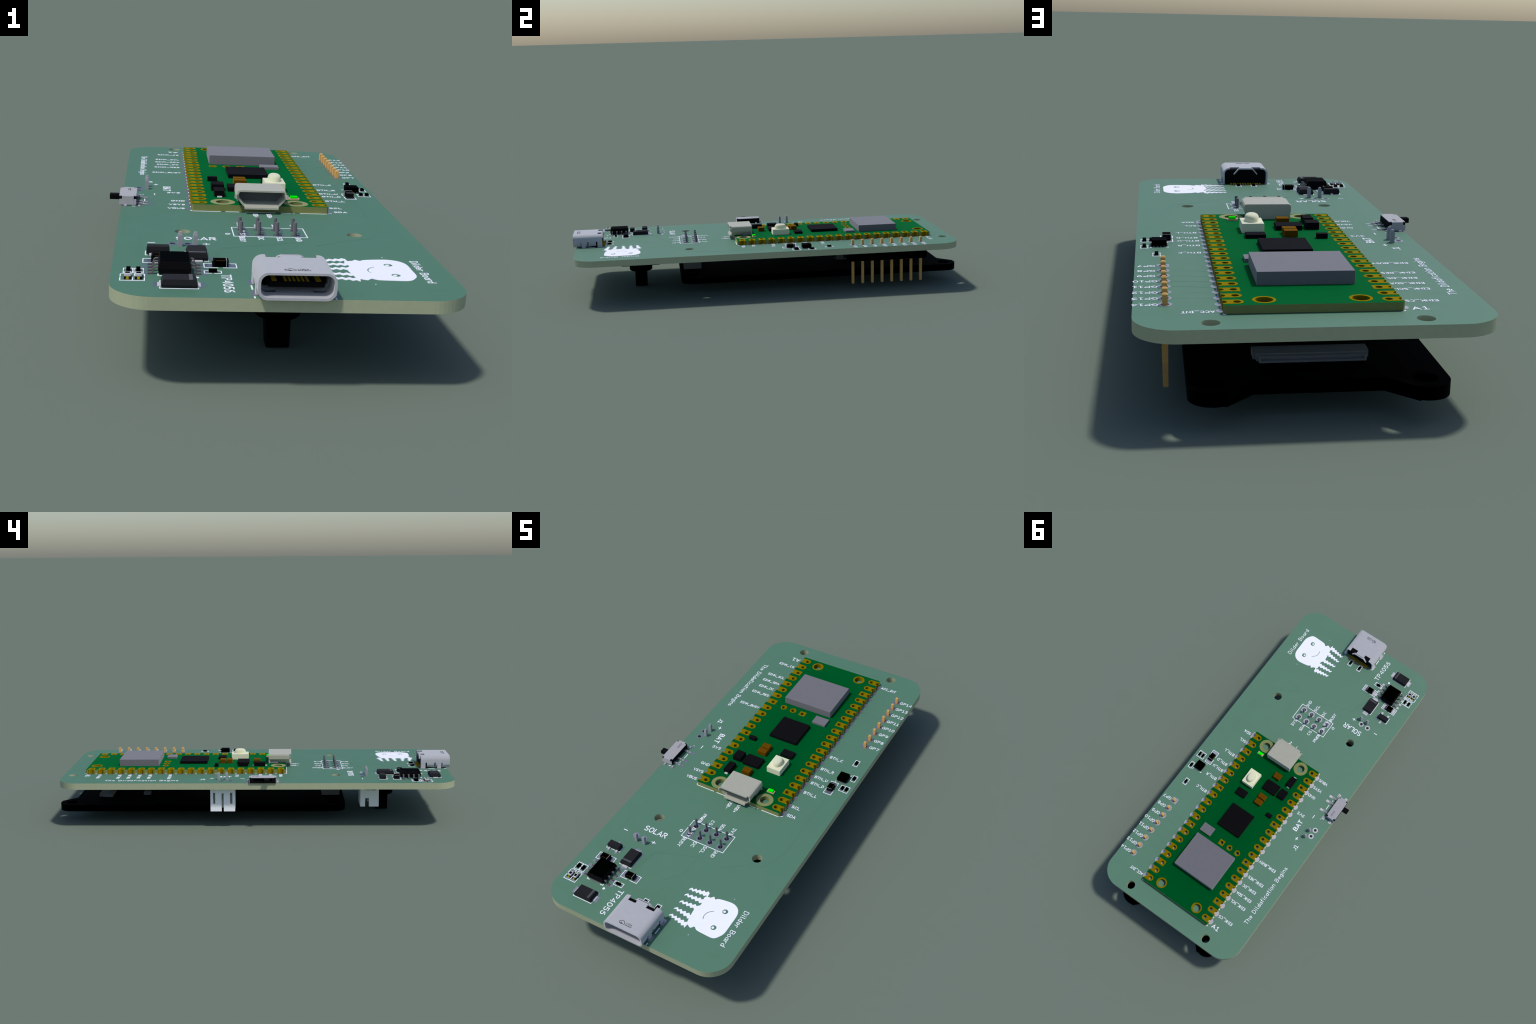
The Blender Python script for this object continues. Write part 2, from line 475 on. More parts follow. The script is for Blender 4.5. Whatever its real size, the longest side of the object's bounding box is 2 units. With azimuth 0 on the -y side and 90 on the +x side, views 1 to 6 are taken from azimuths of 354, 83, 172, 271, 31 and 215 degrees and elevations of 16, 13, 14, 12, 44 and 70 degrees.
# silkscreen: words  (start x, start y, length, height, heading)
for words in [
    [("SOLAR", -12.0, -24.35, 5.3, 1.25, 'east', .16), ("TP4056", -6.95, -40.25, 6.6, 1.1, 'south', .15),
     ("BAT", -13.55, 9.4, 3.1, 1.05, 'south', .2), ("J1", -16.45, 13.95, 1.35, .95, 'south', .17),
     ("Dilder Board", 17.98, -32.85, 9.2, 1.0, 'south', .12),
     ("The Dildafication Begins", -17.62, 37.3, 18.1, 1.0, 'south', .12),
     ("A1", -10.5, 43.15, 1.9, 1.0, 'west', .17),
     ("+", -8.5, -26.85, .84, .85, 'east', .2), ("-", -15.8, -26.63, .85, .85, 'east', .2),
     ("+", -15.2, 11.45, .84, .85, 'south', .2), ("-", -15.4, 3.85, .9, .85, 'south', .2)],
    [("EINK_CS", -14.45, 39.33, 4.0, .66, 'east', .18), ("EINK_SCL", -14.85, 34.23, 4.35, .66, 'east', .18),
     ("EINK_SDA", -14.9, 31.65, 4.4, .66, 'east', .18), ("EINK_DC", -14.6, 29.15, 3.95, .66, 'east', .18),
     ("EINK_RES", -15.03, 26.5, 4.5, .66, 'east', .18), ("EINK_BUSY", -15.4, 21.45, 5.0, .66, 'east', .18),
     ("VBUS", -12.95, -6.42, 2.5, .68, 'east', .18), ("VSYS", -12.75, -3.88, 2.4, .68, 'east', .18),
     ("GND", -12.4, -1.33, 2.1, .68, 'east', .18), ("3V3", -12.98, 4.55, 2.05, .68, 'east', .18)],
    [("SDA", 12.82, -6.5, 1.95, .68, 'east', .18), ("SCL", 12.55, -3.83, 1.85, .68, 'east', .18),
     ("BTN_L", 12.8, 1.25, 3.05, .68, 'east', .18), ("BTN_D", 12.8, 4.63, 3.05, .68, 'east', .18),
     ("BTN_U", 12.66, 6.73, 3.05, .68, 'east', .18), ("BTN_R", 12.7, 9.67, 3.05, .68, 'east', .18),
     ("BTN_C", 12.75, 14.05, 3.1, .68, 'east', .18), ("ACC_INT", 12.6, 42.15, 3.75, .68, 'east', .18)],
    [("GND", 4.48, -21.95, 2.15, .7, 'south', .17), ("SCL", 1.85, -22.3, 1.9, .7, 'south', .17),
     ("DC", -.72, -22.25, 1.4, .7, 'south', .17), ("BUSY", -3.33, -22.2, 2.55, .7, 'south', .17),
     ("3V3", 4.66, -15.0, 1.95, .7, 'south', .17), ("SDA", 1.97, -15.05, 1.85, .7, 'south', .17),
     ("CS", -.62, -15.25, 1.3, .7, 'south', .17), ("PRES", -3.1, -14.4, 2.5, .62, 'south', .17),
     ("PWR", -3.05, -14.7, 2.3, .62, 'south', .17), ("BUSY", -3.05, -18.9, 2.75, .66, 'south', .16),
     ("USB-", -.12, -8.5, 2.2, .66, 'south', .17), ("USB+", 1.93, -8.65, 2.3, .66, 'south', .17)],
    [("GP%d" % (7 + k), 19.25 if k < 3 else 19.0, y - .2, 2.2 if k < 3 else 2.95, .75, 'east', .16) for k, y in enumerate(GPY)],
]:
    for t in words:
        label(t[0], t[1], t[2], t[3], t[4], board, t[5], t[6])

# silkscreen: sea creature picture, head towards +x, five zigzag arms towards -x
HEAD = [(17.25, -37.0), (17.2, -34.6), (16.7, -33.3), (15.7, -32.55), (14.4, -32.35), (12.0, -32.7), (11.35, -33.15),
        (10.8, -32.7), (10.3, -33.2), (9.2, -33.6), (9.5, -35.6), (9.0, -37.3), (9.2, -39.0), (9.5, -40.5), (10.65, -41.35),
        (11.3, -40.75), (12.1, -41.25), (14.0, -41.4), (15.9, -41.35), (16.8, -40.4), (17.25, -39.2)]


def smooth_loop(p, n=5):
    out = []
    m = len(p)
    for i in range(m):
        a, b, c, d = (Vector(p[(i + j) % m]) for j in (-1, 0, 1, 2))
        for k in range(n):
            t = k / n
            v = .5 * ((2 * b) + (c - a) * t + (2 * a - 5 * b + 4 * c - d) * t * t + (3 * b - a - 3 * c + d) * t ** 3)
            out.append((v.x, v.y))
    return out


eyes = []
for ey in (-34.82, -39.18):
    eyes += [circle(14.68, ey, .6, 8), circle(14.55, ey - .06, .32, 5)]
smile = thick_path([(12.7, -35.75), (12.2, -36.1), (11.75, -36.6), (11.54, -37.2), (11.53, -37.75), (11.75, -38.4)], .13)
art = prism("sea_creature_print", [smooth_loop(HEAD)] + eyes + [smile], TOP - .02, TOP + .045, SILK, board)
for i, (tip, base) in enumerate(zip(((5.35, -33.3), (5.35, -34.9), (5.4, -36.85), (5.4, -38.7), (5.45, -40.5)),
                                    ((9.6, -32.75), (9.9, -34.75), (9.9, -36.6), (9.9, -39.2), (9.8, -41.2)))):
    d = Vector(base) - Vector(tip)
    n = Vector((-d.y, d.x)).normalized()
    up, dn = [], []
    teeth = 5
    for k in range(teeth * 2 + 1):
        t = k / (teeth * 2)
        c = Vector(tip) + d * t
        half = .2 + .38 * t
        wob = .20 * (1 if k % 2 else -1)
        up.append(tuple(c + n * (half + wob)))
        dn.append(tuple(c + n * (-half + wob)))
    prism("sea_creature_arm_print", [up + dn[::-1]], TOP - .02, TOP + .047 + .002 * (i + 1), SILK, board)
lines_object("print_speck", [[(11.27, -42.95), (11.33, -42.95)], [(14.67, -31.28), (14.72, -31.28)]], .12, board)


# faint copper tracks under the mask
tracks = [[(12.6, y), (13.6, y), (14.6, y + (g - y) * .5), (16.2, g), (17.3, g)] for y, g in zip(PAD_Y[12:18], GPY[1:7])]
tracks += [[(x, -22.0), (x + .6, -24.4 - i * .5), (-6 - i * .6, -28.0 - i * .7), (-7.4, -34.5 + i)] for i, x in enumerate((4.9, 2.36))]
tracks += [[(-10.4, -6.0), (-13.5, -8.2), (-15.5, -12.5), (-16.8, -20.0), (-16.8, -29.0)],
           [(-3.0, -36.0), (2.0, -31.0), (2.4, -24.6)], [(7.0, -26.0), (11.5, -23.2), (15.5, -21.5), (17.6, -16.0), (17.6, 2.5)]]
lines_object("copper_track", tracks, .32, board, TRACE, TOP - .02, TOP + .004)


# ------------------------------------------------------------------ small surface parts
def outline(x0, x1, y0, y1, along):
    """white box around a chip part, open in the middle of its long sides"""
    mx, my = (x0 + x1) / 2, (y0 + y1) / 2
    if along == 'x':
        g = .17 * (x1 - x0) * .5
        return [[(mx - g, y0), (x0, y0), (x0, y1), (mx - g, y1)], [(mx + g, y0), (x1, y0), (x1, y1), (mx + g, y1)]]
    g = .17 * (y1 - y0) * .5
    return [[(x0, my - g), (x0, y0), (x1, y0), (x1, my - g)], [(x0, my + g), (x0, y1), (x1, y1), (x1, my + g)]]


def resistor(cx, cy, along, frame=True):
    a, b = (.5, .25) if along == 'x' else (.25, .5)
    o = box("chip_resistor", cx - a, cx + a, cy - b, cy + b, TOP + .03, TOP + .42, JET, root, .03)
    for s in (-1, 1):
        dx, dy = (s * .52, 0) if along == 'x' else (0, s * .52)
        box("resistor_end_cap", cx + dx - .14, cx + dx + .14, cy + dy - .14, cy + dy + .14, TOP + .03, TOP + .1, CAPEND, o)
        pad("chip_pad", cx + dx * 1.1, cy + dy * 1.1, .5, .5)
    if frame:
        f = outline(cx - 1.03, cx + 1.03, cy - .5, cy + .5, 'x') if along == 'x' else outline(cx - .5, cx + .5, cy - .95, cy + .95, 'y')
        lines_object("part_outline_print", f, .12, board)
    return o


def capacitor(cx, cy, along):
    ax = along == 'x'
    L, W, H = 1.0, .62, .85

    def bb(l0, l1, w0, w1, z0, z1):
        return (cx + l0, cx + l1, cy + w0, cy + w1, z0, z1) if ax else (cx + w0, cx + w1, cy + l0, cy + l1, z0, z1)
    z = TOP + .03
    o = block("chip_capacitor", [bb(-L + .25, L - .25, -W + .03, W - .03, z + .02, z + H - .02)], JET, root, .02)
    block("capacitor_stripe", [bb(-L + .4, L - .4, q * (W - .06) - .05, q * (W - .06) + .05, z + H - .1, z + H - .01) for q in (-1, 1)], COPPER, o)
    block("capacitor_end_cap", [bb(-L, -L + .27, -W, W, z, z + H), bb(L - .27, L, -W, W, z, z + H)], BLACK, o, .03)
    block("capacitor_end_edge", [bb(-L - .01, -L + .03, -W - .01, W + .01, z + H - .05, z + H + .01),
                                 bb(L - .3, L - .22, -W - .015, W + .015, z, z + H + .012)], PINGREY, o)
    for s in (-1, 1):
        if ax:
            pad("chip_pad", cx + s * 1.3, cy, 1.0, 1.35)
        else:
            pad("chip_pad", cx, cy + s * 1.3, 1.35, 1.0)
    f = outline(cx - 2.0, cx + 2.0, cy - .89, cy + .89, 'x') if ax else outline(cx - .89, cx + .89, cy - 2.0, cy + 2.0, 'y')
    lines_object("part_outline_print", f, .13, board)


resistor(-7.92, -39.18, 'x')
resistor(2.42, -40.5, 'y')
resistor(-.6, -40.5, 'y')
resistor(20.65, 10.5, 'y')
resistor(18.93, 15.2, 'y')
resistor(20.65, 6.6, 'y')
resistor(19.65, 6.6, 'y', False)
lines_object("part_outline_print", outline(19.12, 20.1, 5.7, 7.5, 'y'), .12, board)
resistor(-16.85, -39.15, 'y', False)
resistor(-18.03, -39.13, 'y', False)
lines_object("part_outline_print", outline(-17.35, -16.25, -40.05, -38.2, 'y') + outline(-18.62, -17.52, -40.05, -38.2, 'y'), .12, board)
capacitor(-6.86, -36.42, 'x')
capacitor(-14.36, -34.75, 'x')
capacitor(17.38, 5.53, 'y')

# two indicator lamps by the charger
for cx in (-16.77, -18.05):
    o = box("indicator_lamp", cx - .42, cx + .42, -42.5, -40.95, TOP + .03, TOP + .22, BLACK, root, .02)
    box("lamp_lens", cx - .4, cx + .4, -42.22, -41.22, TOP + .22, TOP + .6, LEDWHITE, o, .06)
    box("lamp_window", cx - .27, cx + .27, -42.02, -41.42, TOP + .5, TOP + .615, BLACK, o)
    block("lamp_chip", [(cx - .15, cx + .15, -42.53, -42.3, TOP + .03, TOP + .25), (cx - .15, cx + .15, -41.15, -40.92, TOP + .03, TOP + .25)], LEDYELLOW, o)
    pad("chip_pad", cx, -42.55, .8, .6)
    pad("chip_pad", cx, -40.9, .8, .6)
lines_object("part_outline_print", [[(-17.25, -41.2), (-17.25, -40.4), (-16.4, -40.3), (-16.08, -40.6), (-16.08, -41.5)],
                                    [(-16.08, -41.9), (-16.08, -43.05), (-18.92, -43.05), (-18.92, -41.9)],
                                    [(-18.92, -41.5), (-18.92, -40.6), (-18.6, -40.3), (-17.65, -40.4), (-17.65, -41.2)],
                                    [(-17.45, -43.0), (-17.45, -41.6)]], .13, board)


# power diodes
def diode(cx, cy, along, band_sign):
    ax = along == 'x'
    L, W = 4.2, 2.75
    o = frustum("power_diode", cx, cy, L if ax else W, W if ax else L, TOP + .06, TOP + 1.0, .26, EPOXY, root, waist=.35, bev=.04)
    s = band_sign
    if ax:
        box("cathode_band", cx + s * 1.12, cx + s * 1.55, cy - W / 2 + .28, cy + W / 2 - .28, TOP + .9, TOP + 1.012, BAND, o)
    else:
        box("cathode_band", cx - W / 2 + .28, cx + W / 2 - .28, cy + s * 1.12, cy + s * 1.55, TOP + .9, TOP + 1.012, BAND, o)
    for q in (-1, 1):
        if ax:
            box("diode_lead", cx + q * 1.9, cx + q * 2.5, cy - .65, cy + .65, TOP + .03, TOP + .13, LEDWHITE, o)
            pad("chip_pad", cx + q * 2.35, cy, 1.3, 1.5)
        else:
            box("diode_lead", cx - .65, cx + .65, cy + q * 1.9, cy + q * 2.5, TOP + .03, TOP + .13, LEDWHITE, o)
            pad("chip_pad", cx, cy + q * 2.35, 1.5, 1.3)
    if ax:
        f = [[(cx - 2.2, cy + .9), (cx - 2.2, cy + 1.42), (cx + 2.2, cy + 1.42), (cx + 2.2, cy + .9)],
             [(cx - 2.2, cy - .9), (cx - 2.2, cy - 1.42), (cx + 2.2, cy - 1.42), (cx + 2.2, cy - .9)]]
    else:
        f = [[(cx + .9, cy - 2.15), (cx + 1.42, cy - 2.15), (cx + 1.42, cy + 2.15), (cx + .9, cy + 2.15)],
             [(cx - .9, cy - 2.15), (cx - 1.42, cy - 2.15), (cx - 1.42, cy + 2.15), (cx - .9, cy + 2.15)]]
    lines_object("part_outline_print", f, .13, board)


diode(-12.1, -44.4, 'x', 1)
diode(-9.6, -32.45, 'y', -1)

# three-leg transistor
tr_ = frustum("transistor", -14.5, -31.3, 2.95, 1.5, TOP + .12, TOP + 1.05, .12, EPOXY, root, bev=.03)
for x, y in ((-13.5, -32.35), (-15.4, -32.35), (-14.45, -30.25)):
    s = -1 if y < -31.3 else 1
    box("transistor_lead", x - .22, x + .22, -31.3 + s * .7, -31.3 + s * 1.2, TOP + .03, TOP + .2, LEDWHITE, tr_)
    pad("chip_pad", x, -31.3 + s * 1.25, .6, .9)
lines_object("part_outline_print", [[(-12.85, -30.5), (-12.85, -32.0), (-13.05, -32.1)], [(-16.1, -30.5), (-16.1, -32.2), (-15.85, -32.3)],
                                    [(-16.1, -30.45), (-14.95, -30.45)], [(-13.95, -30.45), (-12.85, -30.45)], [(-14.9, -32.1), (-14.0, -32.1)]], .12, board)

# eight-leg charger chip
SX, SY = -12.55, -38.3
chip = frustum("charger_chip", SX, SY, 3.95, 4.95, TOP + .2, TOP + 1.64, .2, BLACK, root, waist=.42)
box("chip_top", SX - 1.72, SX + 1.72, SY - 2.22, SY + 2.22, TOP + 1.5, TOP + 1.66, JET, chip)
lead_path = thick_path([(1.75, .86), (2.25, .86), (2.42, .75), (2.6, .22), (2.75, .12), (3.2, .12)], .14)
lead = prism("chip_lead", [[(a, TOP + b) for a, b in lead_path]], -.18, .18, LEAD, chip, axis='y')
for k in range(4):
    for s in (0, 1):
        y = SY - 1.905 + 1.27 * k
        if k or s:
            place(lead, SX, y, rot=math.pi * s)
        pad("chip_pad", SX + (3.15 if s == 0 else -3.15), y, 1.5, .6)
lead.location = (SX * U, (SY - 1.905) * U, 0)
pad("thermal_pad", SX, SY, 2.6, 5.15)
lines_object("part_outline_print", [[(-14.5, -40.3), (-14.5, -40.95), (-13.95, -40.95)], [(-10.6, -40.55), (-10.6, -40.95), (-11.2, -40.95)],
                                    [(-14.5, -36.2), (-14.5, -35.65), (-13.95, -35.65)], [(-10.6, -36.2), (-10.6, -35.65), (-11.2, -35.65)]], .16, board)
prism("pin_one_dot_print", [circle(-9.93, -41.5, .28, 18)], TOP - .02, TOP + .045, SILK, board)

# motion sensor
ms = box("motion_sensor", 17.42, 19.6, 8.28, 10.55, TOP + .05, TOP + 1.0, JET, root, .08)
block("sensor_terminal", [(17.6 + .52 * k, 17.85 + .52 * k, y, y + .3, TOP + .03, TOP + .16) for k in range(4) for y in (8.15, 10.38)]
      + [(x, x + .3, 8.65 + .5 * k, 8.9 + .5 * k, TOP + .03, TOP + .16) for k in range(3) for x in (17.3, 19.42)], LEAD, ms)
block("chip_pad", [(17.55 + .52 * k, 17.9 + .52 * k, y, y + .6, TOP - .01, TOP + .03) for k in range(4) for y in (7.95, 10.3)], TIN, board)
lines_object("part_outline_print", [[(17.25, 8.0), (17.25, 7.9), (17.4, 7.9)], [(17.2, 10.75), (17.2, 10.9), (17.45, 10.9)],
                                    [(19.8, 10.75), (19.8, 10.9), (19.6, 10.9)], [(19.72, 11.2), (19.8, 11.2)]], .14, board)

# ------------------------------------------------------------------ charging socket (oval opening towards -y)
CX = .9
shell = prism("charging_socket", [rrect(CX - 4.45, CX + 4.45, TOP + .07, TOP + 3.27, 1.15, 8), rrect(CX - 4.13, CX + 4.13, TOP + .37, TOP + 3.0, .9, 8)],
              -49.7, -42.25, STEEL, root, axis='y')
cut = []
for s in (-1, 1):
    xw = CX + s * 4.3
    for y in (-43.68, -45.92, -47.7):
        cut.append((xw - .5, xw + .5, y - .18, y + .18, TOP - .5, TOP + 1.5))
cut += [(2.1, 4.0, -43.4, -42.0, TOP + 2.6, TOP + 3.6), (-2.1, -.35, -43.4, -42.0, TOP + 2.6, TOP + 3.6),
        (CX - 3.75, CX - 2.15, -47.5, -46.3, TOP - .2, TOP + .6), (CX + 2.15, CX + 3.75, -47.5, -46.3, TOP - .2, TOP + .6),
        (CX - 5.0, CX + 5.0, -43.5, -42.0, TOP - .5, TOP + 1.2)]
carve(shell, cut)
for p in shell.data.polygons:
    p.use_smooth = True
shell.data.set_sharp_from_angle(angle=math.radians(35))
block("shell_leg", [(CX + s * 4.28 - .16, CX + s * 4.28 + .16, y0, y1, TOP - 1.2, TOP + 1.6) for s in (-1, 1)
                    for y0, y1 in ((-43.48, -42.27), (-47.5, -46.5))], STEEL, shell, .05)
box("socket_core", CX - 4.0, CX + 4.0, -45.0, -42.5, TOP + .1, TOP + 2.9, BLACK, shell, .1)
box("contact_tongue", CX - 3.2, CX + 3.2, -48.6, -44.9, TOP + 1.28, TOP + 1.94, BLACK, shell, .12)
gold = [(a, b, -48.4, -44.9, TOP + 1.9, TOP + 1.965) for a, b in ((-1.89, -1.31), (-.47, -.17), (.05, .33), (.53, .81), (1.03, 1.32), (1.54, 1.82), (2.05, 2.34), (3.12, 3.73))]
block("socket_contact", gold + [(a, b, c, d, TOP + 1.255, TOP + 1.3) for a, b, c, d, _, _ in gold], CONTACT, shell)
block("solder_tail", [(CX - 3.2 + .5 * k + (.12 if k in (0, 1) else 0) - (.12 if k in (11, 12) else 0) - .14 + .2,
                       CX - 3.2 + .5 * k + (.12 if k in (0, 1) else 0) - (.12 if k in (11, 12) else 0) + .14 + .2, -42.55, -41.55, TOP + .03, TOP + .24) for k in range(13)], CONTACT, shell)
block("chip_pad", [(CX - 3.0 + .5 * k - .16, CX - 3.0 + .5 * k + .16, -42.5, -41.2, TOP - .01, TOP + .03) for k in range(13)], TIN, board)
for s in (-1, 1):   # spring tabs bent down behind the notches
    a = [(CX + s * 1.1, TOP + 3.12), (CX + s * 1.45, TOP + 3.02), (CX + s * 2.3, TOP + 2.05)]
    prism("shell_tab", [thick_path(a, .2)], -42.55, -42.05, STEEL, shell, axis='y')
box("shell_tab", CX - 1.2, CX + 1.2, -42.4, -42.0, TOP + 2.99, TOP + 3.27, STEEL, shell, .05)
for s in (-1, 1):
    for y in (-42.9, -47.0):
        prism("shell_leg_pad", [rrect(CX + s * 4.4 - .55, CX + s * 4.4 + .55, y - .95, y + .95, .5, 6)], TOP - .01, TOP + .03, TIN, board)
    lines_object("part_outline_print", [[(CX + s * 4.62, -44.3), (CX + s * 4.62, -45.7)], [(CX + s * 4.62, -48.35), (CX + s * 4.62, -48.75)]], .2, board)


def maker_mark(parent, put, size, mat):
    """small cloud outline with two lines of lettering, drawn in a plane given by put(u, v)"""
    cloud = arc(.1, .15, .48, .48, 20, 170, 8) + arc(-.55, .02, .36, .36, 110, 290, 8) + arc(.45, -.08, .42, .3, 270, 420, 7)
    mark = [[(p[0] * size, p[1] * size) for p in cloud],
            [(p[0] * size - .12 * size, p[1] * size - .28 * size) for p in arc(0, 0, .2, .2, -40, 260, 8)]]
    thin = []
    for row, word in ((.18, "LCEDA"), (-.42, "EasyEDA")):
        ls, w = strokes_of(word)
        k = (1.75 if row > 0 else 2.0) * size / w
        thin += [[(1.15 * size + a * k, row * size + b * .36 * size) for a, b in pl] for pl in ls]
    for ls, wd in ((mark, .13 * size), (thin, .06 * size)):
        bm = bmesh.new()
        stroke_mesh(bm, ls, wd, -.02, .012, .002)
        for v in bm.verts:
            v.co = put(v.co)
        from_bm(bm, "maker_mark", mat, parent)


maker_mark(shell, lambda c: Vector((.15 + c.x, -48.42 + c.y, TOP + 3.27 + c.z)), .72, INK)

# ------------------------------------------------------------------ slide switch on the -x edge
sw = block("slide_switch", [(-20.38, -17.85, -4.85, 1.5, TOP + .08, TOP + 1.35)], BLACK, root, .03)
carve(sw, [(-20.9, -19.9, -3.9, .55, TOP + .5, TOP + 1.2)])
block("switch_cover", [(-19.97, -18.22, -5.0, 1.65, TOP + 1.35, TOP + 1.47), (-20.42, -17.8, -4.5, 1.15, TOP + 1.352, TOP + 1.468),
                       (-20.0, -18.2, -5.0, -4.86, TOP + .1, TOP + 1.36), (-20.0, -18.2, 1.51, 1.65, TOP + .1, TOP + 1.36),
                       (-20.4, -17.82, -4.98, -4.865, TOP + .12, TOP + 1.0), (-20.4, -17.82, 1.515, 1.63, TOP + .12, TOP + 1.0)], PLATE, sw, .02)
box("switch_slider", -21.92, -19.8, -3.3, -2.02, TOP + .55, TOP + 1.32, BLACK, sw, .05)
sl = block("switch_lead", [(-17.9, -16.9, -.22, .22, TOP + .1, TOP + .3), (-17.05, -16.1, -.22, .22, TOP + .03, TOP + .16)], PINGREY, sw, .02)
for y in (-2.45, .5):
    place(sl, 0, y)
sl.location = (0, -4.02 * U, 0)
for y in (-4.02, -2.45, .5):
    pad("switch_pad", -15.95, y, 1.5, .62)
for x in (-17.35, -19.45):
    for y in (-5.45, 2.1):
        pad("switch_pad", x, y, .75, 1.0)
        s = -1 if y < 0 else 1
        box("switch_foot", x - .2, x + .2, y - .3 - .1 * s, y + .25 - .1 * s, TOP + .03, TOP + .22, PLATE, sw, .03)
lines_object("part_outline_print", [[(-16.58, -1.7), (-16.58, -.25)], [(-16.75, -3.35), (-16.75, -3.1)],
                                    [(-18.4, -5.3), (-18.0, -5.3)], [(-16.9, 2.9), (-16.85, 2.9)]], .16, board)
maker_mark(sw, lambda c: Vector((-18.95 - c.y, .55 + c.x * -1, TOP + 1.47 + c.z)), .42, BAND)

# ------------------------------------------------------------------ microcontroller board
x0, x1, y0, y1 = PCX - 10.5, PCX + 10.5, PCY - 25.5, PCY + 25.5
out = [(x0 + .2, y0), (x1 - .2, y0), (x1, y0 + .2)]
for y in PAD_Y:
    out += circle(x1, y, .55, 8, math.radians(270), math.radians(90))
out += [(x1, y1 - .2), (x1 - .2, y1), (x0 + .2, y1), (x0, y1 - .2)]
for y in PAD_Y[::-1]:
    out += circle(x0, y, .55, 8, math.radians(90), math.radians(-90))
out += [(x0, y0 + .2)]
PM = [(PCX + s * 5.7, y) for y in (PCY - 23.45, PCY + 23.5) for s in (-1, 1)]
DBG = [(PCX - .57, 23.68), (PCX - 3.11, 23.68), (PCX - 5.65, 23.68)]
pico = prism("microcontroller_board",
             [out] + [circle(x, y, 1.1, 26) for x, y in PM] + [circle(PCX + s * 8.89, y, .52, 16) for y in PAD_Y for s in (-1, 1)]
             + [circle(x, y, .52, 16) for x, y in DBG],
             TOP + .05, PTOP, PMASK, root, side=PFIBRE)
pico.data.materials[0] = PMASK


def edge_pad(square):
    """gold edge contact: half-round notch on the rim, hole further in"""
    w = .8
    o = [(.03, w), (-1.61, w)]
    if square:
        o = [(.03, w), (-2.41, w), (-2.41, -w), (.03, -w)]
    else:
        o = [(.03, w)] + circle(-1.61, 0, w, 14, math.pi / 2, math.pi * 1.5) + [(.03, -w)]
    o = o + circle(.03, 0, .5, 8, math.radians(270), math.radians(90))
    return prism("edge_contact", [o, circle(-1.61, 0, .47, 16)], TOP + .04, PTOP + .025, GOLD, pico)


er, es = edge_pad(False), edge_pad(True)
first = {False: True, True: True}
for k, y in enumerate(PAD_Y):
    sq = k % 5 == 2
    for s in (0, 1):
        src = es if sq else er
        if first[sq]:
            first[sq] = False
            src.location = ((PCX + 10.5) * U, y * U, 0)
        else:
            place(src, PCX + (10.5 if s == 0 else -10.5), y, rot=math.pi * s)
for i, (x, y) in enumerate(PM):
    far = i > 1
    prism("mounting_ring", [circle(x, y, 1.4 if far else 1.92, 30), circle(x, y, 1.06, 26)], PTOP - (1.04 if far else .01), PTOP + .02, GOLD if far else PBARE, pico)
for i, (x, y) in enumerate(DBG):
    prism("debug_pad", [rect(x - .76, x + .76, y - .76, y + .76) if i == 0 else circle(x, y, .78, 24), circle(x, y, .47, 16)], PTOP - 1.0, PTOP + .02, GOLD, pico)

box("radio_shield", -5.1, 7.03, 25.38, 35.5, PTOP, PTOP + 1.72, SHIELD, pico, .04)
box("processor_chip", -2.43, 4.5, 13.05, 20.13, PTOP, PTOP + .72, BLACK, pico, .03)
box("crystal", 4.06, 7.4, 21.75, 24.22, PTOP, PTOP + .5, SHIELD, pico, .02)
box("regulator_chip", -3.27, .75, 2.1, 5.1, PTOP, PTOP + .72, BLACK, pico, .03)
box("inductor", -5.93, -3.9, 2.3, 4.75, PTOP, PTOP + 1.1, BLACK, pico, .04)
dd = box("small_diode", -5.67, -4.1, -2.12, .75, PTOP + .05, PTOP + 1.0, BLACK, pico, .04)
block("diode_lead", [(-5.25, -4.5, -2.55, -2.1, PTOP + .02, PTOP + .18), (-5.25, -4.5, .7, 1.1, PTOP + .02, PTOP + .18)], LEDWHITE, pico)
box("memory_chip", 2.93, 5.9, 8.4, 10.42, PTOP, PTOP + .6, BLACK, pico, .03)
box("small_chip", -6.18, -4.55, 9.93, 10.85, PTOP, PTOP + .75, BLACK, pico, .03)
for a in ((-1.8, .15, -.72, .88), (-1.95, .14, 6.55, 7.9), (-1.9, .1, 8.2, 9.7)):
    box("chip_capacitor", *a, PTOP, PTOP + 1.0, BROWN, pico, .03)
lb = box("status_lamp", 5.98, 7.7, -3.12, -2.22, PTOP, PTOP + .28, LEDBASE, pico, .02)
box("lamp_lens", 6.27, 7.4, -3.05, -2.28, PTOP + .28, PTOP + .6, LEDGREEN, pico, .05)
bt = box("push_button", 2.82, 6.15, 2.48, 6.88, PTOP, PTOP + 1.5, CREAM, pico, .05)
bm = bmesh.new()
bmesh.ops.create_uvsphere(bm, u_segments=28, v_segments=16, radius=1.0)
for v in bm.verts:   # oblong domed key
    p = v.co
    z = max(0.0, p.z)
    r = math.hypot(p.x, p.y)
    f = (r ** .6) / r if r > 1e-6 else 0
    v.co = (4.48 + p.x * f * 1.1, 4.68 + p.y * f * 1.52, PTOP + 1.4 + (z ** .6) * 1.3)
from_bm(bm, "button_key", CREAM, pico, smooth=True)

